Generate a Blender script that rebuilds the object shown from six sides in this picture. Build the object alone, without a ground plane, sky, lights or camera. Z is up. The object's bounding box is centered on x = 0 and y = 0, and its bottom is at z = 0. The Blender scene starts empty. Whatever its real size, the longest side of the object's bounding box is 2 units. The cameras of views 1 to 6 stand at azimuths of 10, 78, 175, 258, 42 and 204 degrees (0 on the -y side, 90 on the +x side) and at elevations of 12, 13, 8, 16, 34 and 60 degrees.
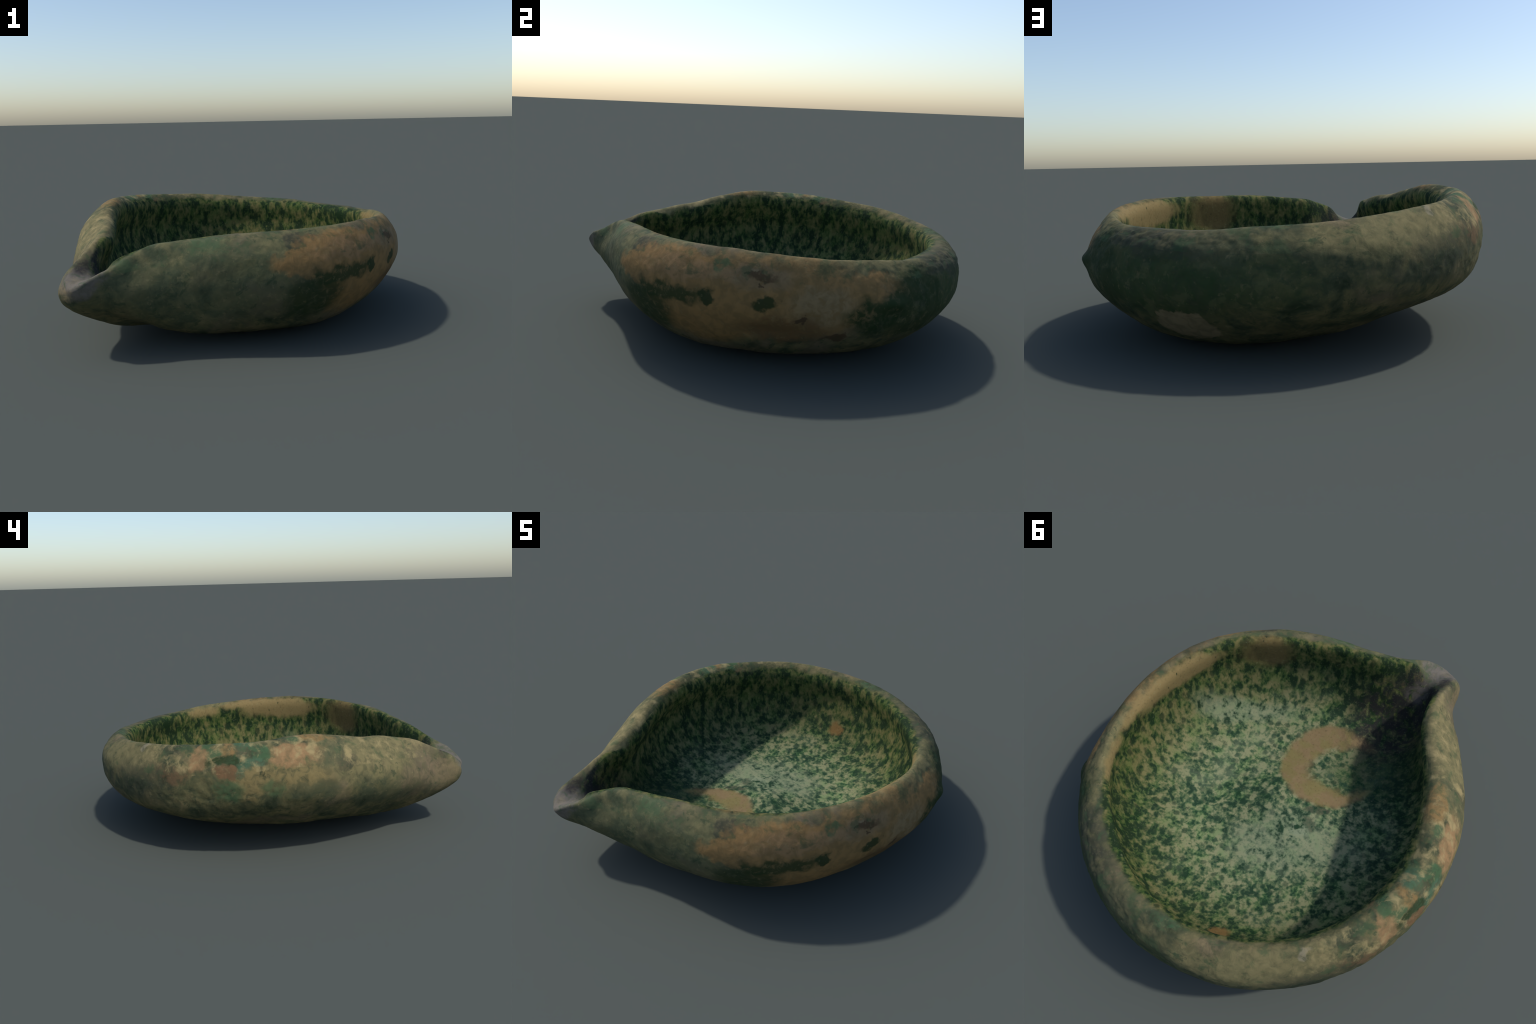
# Ancient glazed pinched oil lamp: a shallow hand-made bowl with an in-curled lip
# and one pinched pouring spout, mottled green glaze with bare clay patches.
import bpy, math
import numpy as np
from mathutils import Vector, noise

# ------------------------------------------------------------------ profile rules
# The bowl is a loft of radial cross-sections around the vertical axis.  Each row says how one
# control point of the cross-section changes with the direction (degrees, counter-clockwise from +x);
# the spout points at about -120 degrees, where the stations lie closer together.
STATIONS = [-180, -165, -150, -142, -135, -129, -124, -119, -114, -108, -101, -92,
            -80, -65, -45, -25, 0, 25, 50, 75, 100, 120, 140, 160]
PROFILE = {
    # under-side, where the foot turns into the wall
    'foot_r':  [0.668, 0.680, 0.710, 0.735, 0.755, 0.795, 0.888, 0.891, 0.818, 0.765, 0.742, 0.729, 0.711, 0.700, 0.690, 0.675, 0.685, 0.725, 0.768, 0.768, 0.735, 0.692, 0.662, 0.645],
    'foot_z':  [0.134, 0.132, 0.120, 0.103, 0.090, 0.080, 0.118, 0.163, 0.140, 0.104, 0.097, 0.098, 0.110, 0.104, 0.088, 0.082, 0.071, 0.067, 0.066, 0.080, 0.099, 0.114, 0.118, 0.128],
    # widest point of the wall
    'belly_r': [0.891, 0.888, 0.908, 0.934, 0.969, 1.036, 1.132, 1.118, 1.058, 0.959, 0.896, 0.861, 0.847, 0.862, 0.857, 0.856, 0.878, 0.944, 0.967, 0.995, 0.996, 0.972, 0.939, 0.908],
    'belly_z': [0.376, 0.366, 0.355, 0.344, 0.321, 0.278, 0.332, 0.303, 0.353, 0.352, 0.353, 0.358, 0.362, 0.362, 0.363, 0.364, 0.358, 0.332, 0.312, 0.327, 0.342, 0.321, 0.314, 0.353],
    # shoulder, where the lip begins to curl in
    'shoulder_r': [0.866, 0.858, 0.851, 0.867, 0.899, 0.953, 1.093, 1.137, 1.064, 0.924, 0.864, 0.844, 0.829, 0.837, 0.835, 0.848, 0.855, 0.888, 0.927, 0.963, 0.983, 0.958, 0.932, 0.902],
    'shoulder_z': [0.529, 0.499, 0.477, 0.465, 0.450, 0.448, 0.399, 0.341, 0.406, 0.435, 0.452, 0.468, 0.479, 0.481, 0.474, 0.468, 0.470, 0.472, 0.472, 0.464, 0.466, 0.474, 0.498, 0.522],
    # crest of the lip
    'crest_r': [0.706, 0.695, 0.706, 0.728, 0.784, 0.886, 1.002, 0.997, 0.971, 0.870, 0.809, 0.776, 0.738, 0.748, 0.752, 0.751, 0.781, 0.810, 0.873, 0.882, 0.873, 0.870, 0.824, 0.804],
    'crest_z': [0.614, 0.588, 0.554, 0.541, 0.525, 0.504, 0.437, 0.374, 0.445, 0.506, 0.528, 0.537, 0.556, 0.556, 0.563, 0.563, 0.543, 0.517, 0.500, 0.516, 0.539, 0.568, 0.587, 0.610],
    # inner edge of the lip
    'edge_r':  [0.687, 0.678, 0.690, 0.714, 0.758, 0.845, 0.950, 0.982, 0.963, 0.844, 0.785, 0.750, 0.714, 0.715, 0.734, 0.733, 0.752, 0.799, 0.807, 0.845, 0.839, 0.820, 0.784, 0.735],
    'edge_z':  [0.592, 0.568, 0.540, 0.525, 0.502, 0.503, 0.427, 0.368, 0.454, 0.509, 0.528, 0.542, 0.553, 0.559, 0.562, 0.554, 0.531, 0.502, 0.494, 0.503, 0.507, 0.520, 0.543, 0.565],
    # inner wall half way down
    'wall_r':  [0.735, 0.730, 0.726, 0.748, 0.795, 0.875, 0.905, 0.900, 0.855, 0.785, 0.745, 0.730, 0.700, 0.700, 0.715, 0.715, 0.735, 0.787, 0.806, 0.831, 0.831, 0.819, 0.795, 0.755],
    'wall_z':  [0.387, 0.377, 0.364, 0.356, 0.351, 0.351, 0.314, 0.292, 0.327, 0.355, 0.364, 0.371, 0.376, 0.380, 0.381, 0.377, 0.365, 0.351, 0.347, 0.352, 0.353, 0.360, 0.371, 0.382],
    # where floor and inner wall meet
    'cove_r':  [0.660, 0.655, 0.675, 0.695, 0.720, 0.785, 0.825, 0.800, 0.755, 0.690, 0.645, 0.630, 0.605, 0.605, 0.615, 0.615, 0.630, 0.680, 0.710, 0.740, 0.722, 0.714, 0.696, 0.670],
    'cove_z':  [0.195, 0.186, 0.179, 0.177, 0.174, 0.174, 0.182, 0.180, 0.177, 0.174, 0.171, 0.174, 0.170, 0.162, 0.152, 0.138, 0.135, 0.138, 0.146, 0.163, 0.180, 0.190, 0.196, 0.193],
    # floor half way to the axis: a shallow ring around a low central boss
    'floor_z': [0.104, 0.103, 0.101, 0.099, 0.098, 0.096, 0.094, 0.093, 0.091, 0.089, 0.086, 0.083, 0.078, 0.073, 0.066, 0.062, 0.060, 0.062, 0.068, 0.076, 0.086, 0.093, 0.099, 0.103],
    # under-side half way to the axis (the bowl stands a little tilted)
    'base_z':  [0.066, 0.064, 0.061, 0.057, 0.053, 0.044, 0.040, 0.036, 0.032, 0.027, 0.022, 0.016, 0.010, 0.005, 0.005, 0.010, 0.014, 0.010, 0.004, 0.004, 0.026, 0.036, 0.046, 0.054],
}
BASE_CENTRE_Z = 0.030
FLOOR_Z = 0.122
SPOUT_DIRECTION = -121.0

N_AROUND, N_SEG = 900, 18


def around(name, th):
    """Periodic smooth interpolation of one profile row over directions th (degrees)."""
    x = np.array(STATIONS, float); y = np.array(PROFILE[name], float)
    x = np.concatenate([x[-3:] - 360, x, x[:3] + 360]); y = np.concatenate([y[-3:], y, y[:3]])
    m = np.gradient(y, x)
    k = np.clip(np.searchsorted(x, th, side='right') - 1, 0, len(x) - 2)
    h = x[k + 1] - x[k]; u = (th - x[k]) / h
    return ((2*u**3 - 3*u**2 + 1) * y[k] + (u**3 - 2*u**2 + u) * h * m[k]
            + (-2*u**3 + 3*u**2) * y[k + 1] + (u**3 - u**2) * h * m[k + 1])


def smooth_through(ctrl, n):
    """Curve through control points ctrl (count, points, 2), n steps per span, chord-length tangents."""
    K = ctrl.shape[1]
    P = np.concatenate([2*ctrl[:, :1] - ctrl[:, 1:2], ctrl, 2*ctrl[:, -1:] - ctrl[:, -2:-1]], 1)
    d = np.linalg.norm(np.diff(ctrl, axis=1), axis=2) + 1e-6
    d = np.concatenate([d[:, :1], d, d[:, -1:]], 1)
    T = []
    for k in range(K):
        a, b = d[:, k][:, None], d[:, k + 1][:, None]
        T.append(((P[:, k+1] - P[:, k]) / a * b + (P[:, k+2] - P[:, k+1]) / b * a) / (a + b))
    T[0][:, 1] = 0; T[-1][:, 1] = 0
    out = []
    for k in range(K - 1):
        h = d[:, k + 1][:, None]
        for j in range(n):
            u = j / n
            out.append((2*u**3 - 3*u**2 + 1) * ctrl[:, k] + (u**3 - 2*u**2 + u) * h * T[k]
                       + (-2*u**3 + 3*u**2) * ctrl[:, k+1] + (u**3 - u**2) * h * T[k+1])
    out.append(ctrl[:, -1])
    return np.stack(out, 1)


def directions(n):
    g = np.linspace(-180, 180, 4001)
    w = 1 + 2.0 * np.exp(-((g - SPOUT_DIRECTION) / 24) ** 2)
    c = np.concatenate([[0], np.cumsum((w[1:] + w[:-1]) / 2)]); c /= c[-1]
    return np.interp(np.linspace(0, 1, n, endpoint=False), c, g)


# control point order along the section: base centre, base, foot, belly, shoulder, crest, edge, wall, cove, floor, centre
I_FOOT, I_BELLY, I_SHOULDER, I_CREST, I_EDGE, I_WALL, I_COVE = [k * N_SEG for k in (2, 3, 4, 5, 6, 7, 8)]


def lamp_grid():
    th = directions(N_AROUND)
    q = {k: around(k, th) for k in PROFILE}
    o = np.zeros_like(th)
    pair = lambda r, z: np.stack([r, z], -1)
    ctrl = np.stack([
        pair(o, o + BASE_CENTRE_Z), pair(q['foot_r'] * .6, q['base_z']), pair(q['foot_r'], q['foot_z']),
        pair(q['belly_r'], q['belly_z']), pair(q['shoulder_r'], q['shoulder_z']), pair(q['crest_r'], q['crest_z']),
        pair(q['edge_r'], q['edge_z']), pair(q['wall_r'], q['wall_z']), pair(q['cove_r'], q['cove_z']),
        pair(q['cove_r'] * .78, q['floor_z'] + .030), pair(q['cove_r'] * .46, q['floor_z']), pair(o + .16, o * 0 + FLOOR_Z - .022 - .020 * np.cos(np.radians(th))), pair(o, o + FLOOR_Z)], 1)
    s = smooth_through(ctrl, N_SEG)
    t = np.radians(th)[:, None]
    return th, np.stack([s[..., 0] * np.cos(t), s[..., 0] * np.sin(t), s[..., 1]], -1)


def grid_normals(P):
    a = np.roll(P, -1, 0) - np.roll(P, 1, 0)
    b = np.gradient(P, axis=1)
    n = np.cross(a, b); l = np.linalg.norm(n, axis=2, keepdims=True)
    n = n / np.maximum(l, 1e-12)
    n[:, 0] = (0, 0, -1); n[:, -1] = (0, 0, 1)
    return n


def fbm(P, scale, octaves, seed):
    off = Vector((seed * 7.3, seed * 3.1, seed * 5.7))
    flat = P.reshape(-1, 3) * scale
    return np.array([noise.fractal(Vector(p) + off, 0.9, 2.1, octaves) for p in flat]).reshape(P.shape[:2])


def lump(P, centre, radius, height):
    d = np.linalg.norm((P - np.array(centre)) / np.array(radius), axis=2)
    return height * np.exp(-d ** 2 * 1.4)


def relief(th, P, n):
    h = 0.0045 * fbm(P, 3.5, 2, 1) + 0.0022 * fbm(P, 11, 3, 2)
    fine = fbm(P, 42, 2, 3)
    k = np.arange(P.shape[1])[None, :]
    outside = (k < I_EDGE).astype(float)
    rough_rim = np.exp(-((th[:, None] - 55) / 38) ** 2) * np.exp(-((k - I_SHOULDER) / 16.0) ** 2)
    rough_end = np.exp(-((th[:, None] - 150) / 28) ** 2) * np.exp(-((k - I_BELLY) / 16.0) ** 2)
    ridges = fbm(P * np.array([1, 1, 2.6]), 16, 2, 4)
    h = h + (0.0007 + 0.0020 * rough_rim + 0.0022 * rough_end) * fine + 0.004 * (rough_rim + .6 * rough_end) * ridges
    h = h * (0.55 + 0.45 * outside)
    chips = lump(P, (.76, -.22, .44), (.10, .055, .028), -.012) + lump(P, (.80, -.16, .22), (.12, .16, .05), -.010)
    return h + outside * (lump(P, (.876, .366, .354), (.05, .09, .035), .022) + chips)


th, P = lamp_grid()
P = P + grid_normals(P) * relief(th, P, None)[..., None]
P[:, 0] = P[:, 0].mean(0); P[:, -1] = P[:, -1].mean(0)
P[..., 2] -= P[..., 2].min()
NRM = grid_normals(P)


# ------------------------------------------------------------------ materials
# --- materials start
PALETTE = {
    'tan': (.245, .146, .057), 'pale_tan': (.225, .172, .096), 'tan_brown': (.150, .104, .042), 'salmon': (.262, .160, .076),
    'rose': (.178, .130, .076), 'red_clay': (.170, .096, .048), 'umber': (.070, .040, .022), 'orange': (.18, .105, .036),
    'grey_olive': (.180, .154, .072), 'straw': (.205, .148, .062), 'slate': (.045, .045, .032), 'slate_green': (.070, .078, .042),
    'green': (.050, .100, .046), 'teal': (.064, .118, .068), 'deep_green': (.019, .036, .013), 'dark_green': (.030, .054, .020),
    'haze': (.215, .255, .160), 'moss_grey': (.074, .088, .048), 'soot': (.024, .021, .022), 'ash': (.138, .121, .104), 'ochre': (.210, .162, .070), 'cream': (.33, .28, .20),
}
# Patches of bare clay, glaze and soot: (colour, centre, turn about z in degrees, half sizes, softness, strength)
OUTSIDE_BROAD = [
    ('grey_olive', (-0.73, -0.40, 0.50), -151, (0.230, 0.383, 0.114), 0.50, 0.80),
    ('grey_olive', (-0.25, 0.94, 0.48), 105, (0.218, 0.363, 0.071), 0.50, 0.80),
    ('dark_green', (0.55, 0.81, 0.33), 56, (0.215, 0.359, 0.183), 0.60, 0.80),
    ('dark_green', (0.18, 0.98, 0.34), 80, (0.150, 0.213, 0.105), 0.70, 0.60),
    ('grey_olive', (0.82, 0.07, 0.52), 5, (0.265, 0.441, 0.036), 0.50, 0.70),
    ('moss_grey', (0.00, -0.86, 0.40), -90, (0.250, 0.620, 0.300), 0.60, 0.55),
]
SOUTH_WALL = [
    ('tan', (0.54, -0.66, 0.44), -50, (0.182, 0.304, 0.075), 0.20, 0.95),
    ('tan', (0.69, -0.44, 0.24), -32, (0.150, 0.243, 0.148), 0.40, 0.90),
    ('slate', (0.49, -0.65, 0.52), -53, (0.150, 0.050, 0.022), 0.30, 0.90),
    ('slate', (0.40, -0.70, 0.52), -60, (0.150, 0.061, 0.024), 0.40, 0.85),
    ('green', (0.02, -0.80, 0.52), -88, (0.150, 0.091, 0.050), 0.60, 0.50),
    ('slate', (0.57, -0.64, 0.33), -49, (0.150, 0.216, 0.089), 0.50, 0.60),
]
EAST_WALL = [
    ('tan', (0.82, -0.26, 0.37), -18, (0.341, 0.569, 0.200), 0.25, 0.95),
    ('tan', (0.65, -0.52, 0.49), -38, (0.192, 0.320, 0.069), 0.30, 0.95),
    ('tan', (0.87, 0.18, 0.43), 12, (0.151, 0.251, 0.058), 0.30, 0.95),
    ('salmon', (0.67, -0.51, 0.48), -37, (0.163, 0.272, 0.044), 0.50, 0.75),
    ('salmon', (0.85, 0.38, 0.40), 24, (0.150, 0.110, 0.042), 0.50, 0.60),
    ('pale_tan', (0.88, 0.03, 0.35), 2, (0.150, 0.144, 0.092), 0.60, 0.65),
    ('rose', (0.81, -0.22, 0.47), -15, (0.150, 0.142, 0.064), 0.50, 0.60),
    ('umber', (0.81, -0.22, 0.47), -15, (0.150, 0.063, 0.028), 0.35, 0.80),
    ('umber', (0.81, -0.12, 0.23), -8, (0.150, 0.200, 0.073), 0.50, 0.55),
    ('umber', (0.85, -0.06, 0.28), -4, (0.150, 0.021, 0.011), 0.30, 0.90),
    ('umber', (0.83, 0.10, 0.20), 7, (0.150, 0.047, 0.019), 0.40, 0.80),
    ('umber', (0.82, -0.24, 0.42), -16, (0.150, 0.013, 0.007), 0.30, 0.80),
    ('umber', (0.79, -0.28, 0.48), -20, (0.150, 0.018, 0.010), 0.30, 0.80),
    ('pale_tan', (0.80, -0.24, 0.50), -17, (0.150, 0.019, 0.010), 0.40, 0.80),
    ('deep_green', (0.74, -0.44, 0.37), -31, (0.150, 0.040, 0.032), 0.35, 0.90),
    ('deep_green', (0.83, -0.21, 0.35), -15, (0.150, 0.060, 0.028), 0.40, 0.90),
    ('deep_green', (0.62, -0.60, 0.37), -44, (0.150, 0.200, 0.049), 0.50, 0.90),
    ('deep_green', (0.48, -0.67, 0.25), -54, (0.150, 0.160, 0.139), 0.50, 0.80),
    ('deep_green', (0.88, 0.27, 0.30), 17, (0.150, 0.151, 0.094), 0.50, 0.95),
    ('deep_green', (0.81, 0.51, 0.33), 33, (0.150, 0.202, 0.236), 0.45, 0.85),
    ('deep_green', (0.86, 0.38, 0.38), 24, (0.150, 0.114, 0.047), 0.50, 0.80),
    ('green', (0.73, -0.37, 0.52), -27, (0.150, 0.043, 0.024), 0.50, 0.80),
]
NORTH_WALL = [
    ('slate', (0.49, 0.80, 0.47), 59, (0.162, 0.271, 0.057), 0.60, 0.60),
    ('pale_tan', (0.44, 0.76, 0.15), 60, (0.150, 0.125, 0.074), 0.12, 0.95),
]
WEST_WALL = [
    ('ochre', (-0.89, 0.15, 0.46), 170, (0.166, 0.277, 0.084), 0.45, 0.90),
    ('ochre', (-0.86, 0.30, 0.40), 161, (0.150, 0.098, 0.055), 0.50, 0.80),
    ('salmon', (-0.84, 0.06, 0.57), 176, (0.150, 0.147, 0.047), 0.40, 0.90),
    ('salmon', (-0.72, 0.53, 0.55), 144, (0.150, 0.050, 0.074), 0.35, 0.85),
    ('red_clay', (-0.82, 0.41, 0.49), 153, (0.150, 0.079, 0.031), 0.40, 0.90),
    ('red_clay', (-0.69, 0.65, 0.47), 136, (0.150, 0.111, 0.047), 0.60, 0.60),
    ('deep_green', (-0.80, 0.41, 0.54), 153, (0.150, 0.126, 0.025), 0.40, 0.85),
    ('green', (-0.82, 0.23, 0.58), 165, (0.150, 0.053, 0.025), 0.40, 0.90),
    ('green', (-0.72, 0.46, 0.59), 148, (0.150, 0.076, 0.025), 0.50, 0.80),
    ('teal', (-0.84, 0.28, 0.55), 161, (0.150, 0.073, 0.030), 0.50, 0.80),
    ('teal', (-0.85, 0.34, 0.50), 158, (0.150, 0.033, 0.045), 0.50, 0.70),
    ('green', (-0.83, 0.40, 0.39), 154, (0.150, 0.079, 0.060), 0.50, 0.70),
    ('green', (-0.88, 0.19, 0.41), 168, (0.150, 0.058, 0.050), 0.50, 0.70),
    ('slate_green', (-0.89, -0.02, 0.39), -179, (0.150, 0.152, 0.051), 0.50, 0.70),
    ('slate_green', (-0.76, -0.49, 0.29), -147, (0.172, 0.287, 0.068), 0.60, 0.60),
    ('slate_green', (-0.82, -0.14, 0.55), -170, (0.150, 0.128, 0.052), 0.60, 0.60),
    ('rose', (-0.64, -0.81, 0.33), -129, (0.150, 0.127, 0.092), 0.60, 0.60),
    ('rose', (-0.71, -0.62, 0.35), -139, (0.150, 0.112, 0.048), 0.60, 0.45),
    ('slate', (-0.84, -0.20, 0.50), -167, (0.150, 0.071, 0.027), 0.50, 0.60),
    ('slate', (-0.54, 0.81, 0.40), 124, (0.150, 0.212, 0.107), 0.70, 0.50),
]
RIM_TOP = [
    ('salmon', (-0.85, 0.10, 0.56), 173, (0.064, 0.085, 0.064), 0.50, 0.80),
    ('tan', (-0.72, -0.06, 0.62), -175, (0.054, 0.112, 0.054), 0.50, 0.70),
    ('salmon', (-0.72, 0.53, 0.56), 144, (0.067, 0.058, 0.067), 0.40, 0.75),
    ('tan', (-0.75, 0.38, 0.60), 153, (0.049, 0.048, 0.050), 0.50, 0.70),
    ('green', (-0.75, 0.27, 0.61), 160, (0.069, 0.068, 0.069), 0.50, 0.75),
    ('teal', (-0.73, 0.31, 0.60), 157, (0.043, 0.045, 0.050), 0.50, 0.70),
    ('green', (-0.69, 0.45, 0.60), 147, (0.040, 0.051, 0.050), 0.50, 0.70),
    ('green', (-0.77, 0.06, 0.62), 176, (0.034, 0.034, 0.050), 0.50, 0.70),
    ('grey_olive', (-0.61, -0.46, 0.55), -143, (0.104, 0.286, 0.104), 0.60, 0.70),
    ('grey_olive', (-0.39, 0.84, 0.53), 115, (0.060, 0.229, 0.060), 0.60, 0.70),
    ('green', (0.08, 0.88, 0.53), 85, (0.040, 0.055, 0.050), 0.50, 0.70),
    ('slate_green', (0.30, 0.89, 0.48), 71, (0.113, 0.112, 0.113), 0.60, 0.60),
    ('cream', (-0.48, 0.76, 0.56), 122, (0.017, 0.029, 0.050), 0.50, 0.40),
    ('rose', (-0.11, 0.89, 0.54), 97, (0.039, 0.059, 0.050), 0.60, 0.60),
    ('slate', (0.60, 0.66, 0.50), 48, (0.092, 0.172, 0.092), 0.60, 0.60),
    ('rose', (0.40, 0.80, 0.50), 63, (0.043, 0.047, 0.050), 0.60, 0.50),
    ('ash', (-0.52, -0.94, 0.38), -120, (0.100, 0.090, 0.080), 0.40, 0.90),
    ('ash', (-0.44, -0.97, 0.41), -115, (0.070, 0.060, 0.060), 0.50, 0.80),
    ('soot', (-0.55, -0.85, 0.41), -120, (0.060, 0.060, 0.050), 0.60, 0.80),
    ('pale_tan', (-0.60, -1.00, 0.33), -120, (0.050, 0.070, 0.050), 0.50, 0.80),
]
BASIN_GLAZE = [
    ('deep_green', (-0.45, -0.38, 0.14), -155, (0.360, 0.185, 0.200), 0.70, 0.60),
    ('haze', (-0.14, 0.18, 0.11), -155, (0.303, 0.171, 0.200), 0.80, 0.50),
    ('haze', (0.43, -0.40, 0.14), -155, (0.327, 0.056, 0.200), 0.80, 0.50),
    ('haze', (-0.17, 0.11, 0.12), -155, (0.051, 0.029, 0.200), 0.70, 0.80),
    ('slate', (-0.20, -0.04, 0.12), -155, (0.078, 0.020, 0.200), 0.50, 0.70),
    ('slate', (-0.20, 0.05, 0.12), -155, (0.045, 0.040, 0.200), 0.50, 0.60),
]
BASIN_CLAY = [
    ('straw', (0.67, -0.25, 0.50), -21, (0.156, 0.260, 0.064), 0.50, 0.90),
    ('straw', (0.75, 0.01, 0.53), 1, (0.150, 0.183, 0.043), 0.50, 0.85),
    ('tan_brown', (0.35, -0.60, 0.47), -60, (0.150, 0.140, 0.107), 0.60, 0.80),
    ('straw', (0.65, -0.29, 0.50), -25, (0.150, 0.176, 0.074), 0.50, 0.90),
    ('tan_brown', (0.31, -0.62, 0.47), -64, (0.150, 0.070, 0.087), 0.60, 0.70),
    ('straw', (0.74, -0.06, 0.54), -4, (0.100, 0.122, 0.100), 0.50, 0.80),
    ('straw', (0.73, 0.29, 0.49), 21, (0.043, 0.133, 0.050), 0.50, 0.85),
    ('orange', (-0.07, 0.76, 0.21), 95, (0.036, 0.052, 0.050), 0.50, 0.90),
]
SPOUT_SOOT = [
    ('soot', (-0.38, -0.70, 0.18), -118, (0.280, 0.224, 0.280), 0.60, 0.85),
    ('soot', (-0.53, -0.83, 0.41), -122, (0.143, 0.156, 0.143), 0.50, 0.80),
    ('ash', (-0.50, -0.93, 0.39), -118, (0.087, 0.088, 0.087), 0.60, 0.70),
    ('ash', (-0.44, -0.81, 0.32), -119, (0.062, 0.059, 0.062), 0.60, 0.50),
]
CRESCENT = [
    ((-0.166, -0.314, 0.096), -155, (0.274, 0.248, 0.200)),
    ((-0.272, -0.336, 0.103), -155, (0.225, 0.145, 0.200)),
]

class Nodes:
    """Small helper that wires shader nodes."""
    def __init__(self, tree):
        self.t = tree

    def new(self, kind, **props):
        n = self.t.nodes.new(kind)
        for k, v in props.items():
            setattr(n, k, v)
        return n

    def plug(self, socket, v):
        if isinstance(v, bpy.types.NodeSocket):
            self.t.links.new(v, socket)
        elif v is not None:
            socket.default_value = v

    def math(self, op, a, b=None, c=None):
        n = self.new('ShaderNodeMath', operation=op)
        for s, v in zip(n.inputs, (a, b, c)):
            self.plug(s, v)
        return n.outputs[0]

    def vec(self, op, a, b=None, scale=None):
        n = self.new('ShaderNodeVectorMath', operation=op)
        self.plug(n.inputs[0], a); self.plug(n.inputs[1], b)
        if scale is not None:
            self.plug(n.inputs['Scale'], scale)
        return n.outputs['Value' if op == 'LENGTH' else 'Vector']

    def noise(self, vec, scale, detail=3.0, rough=.55, distort=0.0, colour=False):
        n = self.new('ShaderNodeTexNoise')
        self.plug(n.inputs['Vector'], vec); self.plug(n.inputs['Scale'], scale)
        self.plug(n.inputs['Detail'], detail); self.plug(n.inputs['Roughness'], rough); self.plug(n.inputs['Distortion'], distort)
        return n.outputs['Color' if colour else 'Fac']

    def step(self, v, lo, hi):
        n = self.new('ShaderNodeMapRange', interpolation_type='SMOOTHSTEP')
        self.plug(n.inputs['Value'], v); n.inputs['From Min'].default_value = lo; n.inputs['From Max'].default_value = hi
        return n.outputs['Result']

    def mix(self, fac, a, b):
        n = self.new('ShaderNodeMix', data_type='RGBA')
        self.plug(n.inputs[0], fac)
        for s, v in ((n.inputs[6], a), (n.inputs[7], b)):
            self.plug(s, (*v, 1) if isinstance(v, tuple) else v)
        return n.outputs[2]

    def ramp(self, fac, stops):
        n = self.new('ShaderNodeValToRGB'); e = n.color_ramp.elements
        while len(e) < len(stops):
            e.new(.5)
        for el, (p, c) in zip(e, stops):
            el.position = p; el.color = (*c, 1)
        self.plug(n.inputs[0], fac)
        return n.outputs[0]

    def moved(self, vec, size):
        m = self.new('ShaderNodeMapping', vector_type='POINT'); m.inputs['Scale'].default_value = size
        self.plug(m.inputs['Vector'], vec)
        return m.outputs[0]

    def patch(self, vec, at, turn, size, soft):
        """1 inside a turned ellipsoid, falling to 0 at its border."""
        m = self.new('ShaderNodeMapping', vector_type='TEXTURE')
        self.plug(m.inputs['Vector'], vec)
        m.inputs['Location'].default_value = at
        m.inputs['Rotation'].default_value = (0, 0, math.radians(turn))
        m.inputs['Scale'].default_value = size
        return self.step(self.vec('LENGTH', m.outputs[0]), 1 + soft * .55, max(.05, 1 - soft * .75))

    def wobble(self, co, *layers):
        out = co
        for scale, amount in layers:
            c = self.noise(co, scale, 2.0, .6, colour=True)
            c = self.vec('SUBTRACT', c, (.5, .5, .5))
            out = self.vec('ADD', out, self.vec('SCALE', c, scale=amount))
        return out

    def paint(self, colour, patches, near, rough):
        """Lay the patches over colour; rough frays their strength."""
        for name, at, turn, size, soft, strength in patches:
            f = self.patch(near, at, turn, size, soft)
            f = self.math('MULTIPLY', f, strength)
            if soft >= .45:
                f = self.math('MULTIPLY', f, rough)
            colour = self.mix(f, colour, PALETTE[name])
        return colour


def group(name):
    g = bpy.data.node_groups.new(name, 'ShaderNodeTree')
    for s, k in (('Color', 'NodeSocketColor'), ('Height', 'NodeSocketFloat')):
        g.interface.new_socket(s, in_out='OUTPUT', socket_type=k)
    n = Nodes(g)
    return g, n, n.new('ShaderNodeTexCoord').outputs['Object'], n.new('NodeGroupOutput')


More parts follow.
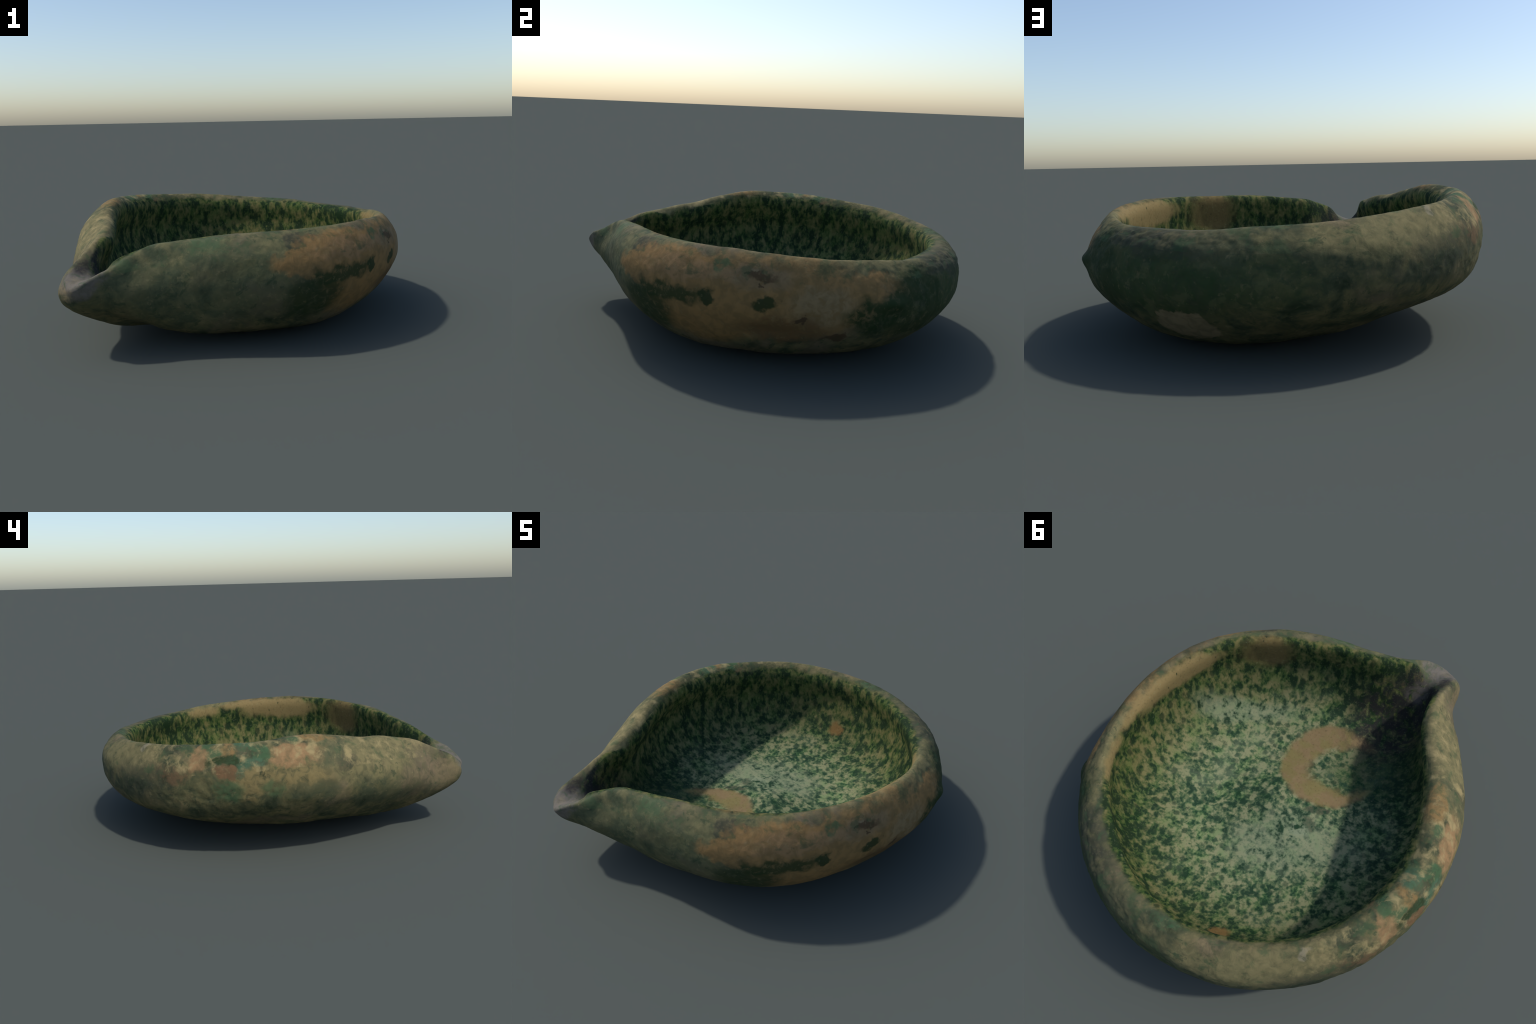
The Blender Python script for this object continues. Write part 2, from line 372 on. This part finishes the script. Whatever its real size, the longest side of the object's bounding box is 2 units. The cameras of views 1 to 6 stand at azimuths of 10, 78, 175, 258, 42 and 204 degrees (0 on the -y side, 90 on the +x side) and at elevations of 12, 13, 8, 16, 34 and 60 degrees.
def outside_group(name, reach, lip=False):
    """reach(patch) says whether a patch touches the surface that uses this group."""
    keep = lambda rows: [p for p in rows if reach(p)]
    g, n, co, out = group(name)
    broad = n.noise(co, 2.6, 3, .6, .3)
    blotch = n.noise(co, 8.5, 4, .62, .4)
    mottle = n.noise(co, 24, 4, .6, .6)
    grain = n.noise(co, 90, 3, .6)
    col = n.ramp(blotch, [(.32, (.024, .036, .018)), (.43, (.058, .066, .036)), (.53, (.112, .104, .048)), (.66, (.175, .142, .068))])
    col = n.mix(n.step(broad, .52, .70), col, (.145, .112, .068))
    near = n.wobble(co, (6, .10), (15, .07), (34, .04))
    fray = n.step(n.math('ADD', n.math('MULTIPLY', mottle, .7), n.math('MULTIPLY', blotch, .3)), .33, .52)
    col = n.paint(col, keep(OUTSIDE_BROAD), near, n.math('ADD', n.math('MULTIPLY', fray, .5), .5))
    spots = n.step(n.noise(n.wobble(co, (12, .05)), 17, 4, .65, .5), .565, .66)
    col = n.mix(n.math('MULTIPLY', spots, .62), col, (.030, .050, .026))
    flecks = n.step(n.noise(n.wobble(co, (12, .04)), 13, 4, .62, .2), .53, .63)
    col = n.mix(n.math('MULTIPLY', flecks, .38), col, (.125, .122, .056))
    for rows in (SOUTH_WALL, EAST_WALL, NORTH_WALL, WEST_WALL, RIM_TOP):
        col = n.paint(col, keep(rows), near, fray)
    if lip:
        west_paler = n.math('ADD', n.math('MULTIPLY', n.patch(near, (-.85, .10, .55), 0, (.5, .95, .4), .5), .60), .18)
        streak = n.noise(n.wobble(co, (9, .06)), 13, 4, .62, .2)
        col = n.mix(n.math('MULTIPLY', n.step(streak, .50, .68), west_paler), col, (.31, .245, .115))
        col = n.mix(n.math('MULTIPLY', n.step(streak, .48, .35), .55), col, (.044, .080, .036))
    # fine staining that lightens and darkens by a small amount
    dark = n.step(mottle, .62, .36)
    col = n.mix(n.math('MULTIPLY', dark, .30), col, (.040, .048, .026))
    pale = n.step(n.noise(co, 40, 3, .6, .2), .58, .74)
    col = n.mix(n.math('MULTIPLY', pale, .25), col, (.25, .195, .10))
    col = n.mix(n.math('MULTIPLY', n.step(grain, .60, .80), .25), col, (.05, .045, .035))
    n.plug(out.inputs['Color'], col)
    n.plug(out.inputs['Height'], n.math('ADD', n.math('MULTIPLY', mottle, .7), n.math('MULTIPLY', grain, .3)))
    return g


def inside_group(name, floor):
    g, n, co, out = group(name)
    sep = n.new('ShaderNodeSeparateXYZ'); n.plug(sep.inputs[0], co)
    r = n.math('SQRT', n.math('ADD', n.math('POWER', sep.outputs[0], 2.0), n.math('POWER', sep.outputs[1], 2.0)))
    squash = n.moved(co, (1, 1, .55))
    broad = n.noise(co, 2.4, 3, .6, .4)
    near = n.wobble(co, (8, .07), (30, .03))
    dusty = n.patch(near, (-.02, .02, .10), 0, (.66, .68, .6), .55)          # pale film lying on the floor
    coarse = n.noise(n.wobble(squash, (18, .02)), 26, 2.5, .55, .15)
    small = n.noise(squash, 66, 2, .5)
    speck = n.math('ADD', n.math('MULTIPLY', coarse, .70), n.math('MULTIPLY', small, .30))
    speck = n.math('ADD', speck, n.math('MULTIPLY', n.math('SUBTRACT', broad, .5), .26))
    speck = n.math('ADD', speck, n.math('MULTIPLY', n.math('SUBTRACT', dusty, .7), .03))
    deep = n.mix(dusty, (.013, .026, .010), (.021, .050, .027))
    on_wall = n.ramp(speck, [(.415, (.013, .026, .010)), (.465, (.038, .060, .017)), (.515, (.076, .082, .026)), (.60, (.132, .116, .042))])  # wall greens darkened all round toward the shade on the inner wall
    on_floor = n.ramp(speck, [(.405, (.020, .048, .026)), (.455, (.044, .086, .043)), (.505, (.100, .140, .067)), (.585, (.228, .238, .126))])
    col = n.mix(dusty, on_wall, on_floor)
    green = n.step(n.noise(co, 11, 3, .6), .46, .64)
    tint = n.new('ShaderNodeMix', data_type='RGBA', blend_type='MULTIPLY')
    n.plug(tint.inputs[0], n.math('MULTIPLY', green, .8)); n.plug(tint.inputs[6], col); tint.inputs[7].default_value = (.70, .96, .76, 1)
    col = tint.outputs[2]
    # rounder single dark spots
    v = n.new('ShaderNodeTexVoronoi'); n.plug(v.inputs['Vector'], n.wobble(squash, (30, .025))); v.inputs['Scale'].default_value = 24
    vr = n.new('ShaderNodeSeparateColor'); n.plug(vr.inputs[0], v.outputs['Color'])
    dots = n.math('MULTIPLY', n.step(v.outputs['Distance'], .50, .24), n.step(vr.outputs[0], .45, .70))
    col = n.mix(n.math('MULTIPLY', dots, .80), col, deep)
    if floor:
        col = floor_marks(n, co, near, col, speck, dusty)
    col = n.paint(col, BASIN_CLAY, near, n.step(n.math('ADD', speck, .08), .36, .47))
    col = n.paint(col, SPOUT_SOOT, near, n.step(n.noise(co, 16, 4, .65, .6), .36, .55))
    fine = n.noise(co, 80, 3, .6)
    col = n.mix(n.math('MULTIPLY', n.step(fine, .55, .78), .30), col, (.22, .23, .12))
    col = n.mix(n.math('MULTIPLY', n.step(fine, .46, .28), .30), col, (.015, .028, .016))
    n.plug(out.inputs['Color'], col)
    n.plug(out.inputs['Height'], n.math('ADD', n.math('MULTIPLY', speck, .6), n.math('MULTIPLY', fine, .4)))
    return g


def floor_marks(n, co, near, col, speck, dusty):
    film = n.step(n.noise(n.wobble(co, (5, .1)), 4.2, 4, .65, .5), .50, .72)
    col = n.mix(n.math('MULTIPLY', n.math('MULTIPLY', film, dusty), .26), col, PALETTE['haze'])
    col = n.paint(col, BASIN_GLAZE, near, n.step(speck, .36, .52))
    # crescent of bare clay on the floor
    (o_at, o_turn, o_size), (i_at, i_turn, i_size) = CRESCENT
    tight = n.wobble(co, (9, .045), (34, .025))
    crescent = n.math('MULTIPLY', n.patch(tight, o_at, o_turn, o_size, .12),
                      n.math('SUBTRACT', 1.0, n.patch(n.wobble(co, (11, .09), (34, .04)), i_at, i_turn, i_size, .30)))
    clay = n.mix(n.step(n.noise(co, 12, 4, .6), .42, .62), (.215, .150, .074), (.190, .152, .060))
    col = n.mix(n.math('MULTIPLY', crescent, .95), col, clay)
    return col


GROUP_OUT = outside_group('worn_glaze_outside', lambda p: p not in RIM_TOP or p[1][2] < .5)
GROUP_LIP = outside_group('worn_glaze_lip', lambda p: p[1][2] + p[3][2] > .46 or p[1][1] < -.84, True)
GROUP_IN, GROUP_IN_LIP = inside_group('speckled_glaze', True), inside_group('speckled_glaze_lip', False)


def lip_border(n, co):
    """1 on the basin's side of the lip line, whose radius follows the direction."""
    sep = n.new('ShaderNodeSeparateXYZ'); n.plug(sep.inputs[0], co)
    r = n.math('SQRT', n.math('ADD', n.math('POWER', sep.outputs[0], 2.0), n.math('POWER', sep.outputs[1], 2.0)))
    turn = n.math('ADD', n.math('DIVIDE', n.math('ARCTAN2', sep.outputs[1], sep.outputs[0]), 2 * math.pi), .5)
    fc = n.new('ShaderNodeFloatCurve'); c = fc.mapping.curves[0]
    where = [t / 48 for t in range(49)]
    line = [(.35 * around('crest_r', np.array([360 * w - 180.0]))[0] + .65 * around('edge_r', np.array([360 * w - 180.0]))[0]) / 1.2 for w in where]
    while len(c.points) < len(where):
        c.points.new(.5, .5)
    for p, w, y in zip(c.points, where, line):
        p.location = (w, y)
    fc.mapping.update()
    n.plug(fc.inputs['Value'], turn)
    lip = n.math('MULTIPLY', fc.outputs[0], 1.2)
    wave = n.math('MULTIPLY', n.math('SUBTRACT', n.noise(co, 14, 3, .6), .5), .05)
    return n.step(n.math('ADD', n.math('SUBTRACT', lip, r), wave), -.012, .014)


def clay_material(name, inside):
    """inside: 0 outer wall, 1 basin, None a blend across the lip."""
    m = bpy.data.materials.new(name); m.use_nodes = True
    n = Nodes(m.node_tree)
    bsdf = m.node_tree.nodes['Principled BSDF']
    co = n.new('ShaderNodeTexCoord').outputs['Object']
    go = n.new('ShaderNodeGroup', node_tree=GROUP_OUT if inside == 0 else GROUP_LIP) if inside != 1 else None
    gi = n.new('ShaderNodeGroup', node_tree=GROUP_IN if inside == 1 else GROUP_IN_LIP) if inside != 0 else None
    if inside is None:
        f = lip_border(n, co)
        col = n.mix(f, go.outputs['Color'], gi.outputs['Color']); h = go.outputs['Height']
    else:
        src = gi if inside else go
        col, h = src.outputs['Color'], src.outputs['Height']
    b = n.new('ShaderNodeBump'); b.inputs['Strength'].default_value = .35; b.inputs['Distance'].default_value = .006
    n.plug(b.inputs['Height'], h)
    n.plug(bsdf.inputs['Normal'], b.outputs[0])
    n.plug(bsdf.inputs['Base Color'], col)
    bsdf.inputs['Roughness'].default_value = .82
    bsdf.inputs['Specular IOR Level'].default_value = .10
    return m


MAT_OUT = clay_material('worn_glazed_clay', 0)
MAT_RIM = clay_material('glazed_lip', None)
MAT_IN = clay_material('speckled_green_glaze', 1)
# --- materials end

# ------------------------------------------------------------------ parts cut from one smooth surface
lamp = bpy.data.objects.new('oil_lamp', None)
lamp.empty_display_size = 0.2
bpy.context.scene.collection.objects.link(lamp)
lamp['label'] = 'old shallow clay oil lamp with pinched spout and mottled green glaze'
lamp['category'] = 'oil lamp'

NA, NS = P.shape[:2]


def make_part(name, cells):
    """cells: boolean (NA, NS-1); quads of the loft that belong to this part."""
    index, verts, norms, faces, mats = {}, [], [], [], []

    def vid(i, k):
        i %= NA
        if k in (0, NS - 1):
            i = 0
        key = (i, k)
        if key not in index:
            index[key] = len(verts); verts.append(P[i, k]); norms.append(NRM[i, k])
        return index[key]
    for i, k in zip(*np.nonzero(cells)):
        f = [vid(i, k), vid(i + 1, k), vid(i + 1, k + 1), vid(i, k + 1)]
        f = list(dict.fromkeys(f))
        faces.append(f)
        mats.append(0 if k < I_SHOULDER - 4 else (1 if k < I_EDGE + 4 else 2))
    me = bpy.data.meshes.new(name)
    me.from_pydata([tuple(v) for v in verts], [], faces)
    for m in (MAT_OUT, MAT_RIM, MAT_IN):
        me.materials.append(m)
    me.polygons.foreach_set('material_index', mats)
    me.polygons.foreach_set('use_smooth', [True] * len(faces))
    me.update()
    me.normals_split_custom_set_from_vertices([tuple(v) for v in norms])
    ob = bpy.data.objects.new(name, me)
    bpy.context.scene.collection.objects.link(ob)
    ob.parent = lamp
    return ob


k = np.arange(NS - 1)[None, :] + np.zeros((NA, 1), int)
thc = th[:, None] + np.zeros_like(k)
rad = np.hypot(P[:, :-1, 0], P[:, :-1, 1])
spout = (np.abs(thc - SPOUT_DIRECTION) < 19) & (rad > .62) & (k > I_FOOT) & (k < I_COVE)
make_part('spout', spout)
make_part('body', ~spout & (k < I_SHOULDER))
make_part('rim', ~spout & (k >= I_SHOULDER) & (k < I_EDGE + 5))
make_part('basin', ~spout & (k >= I_EDGE + 5))
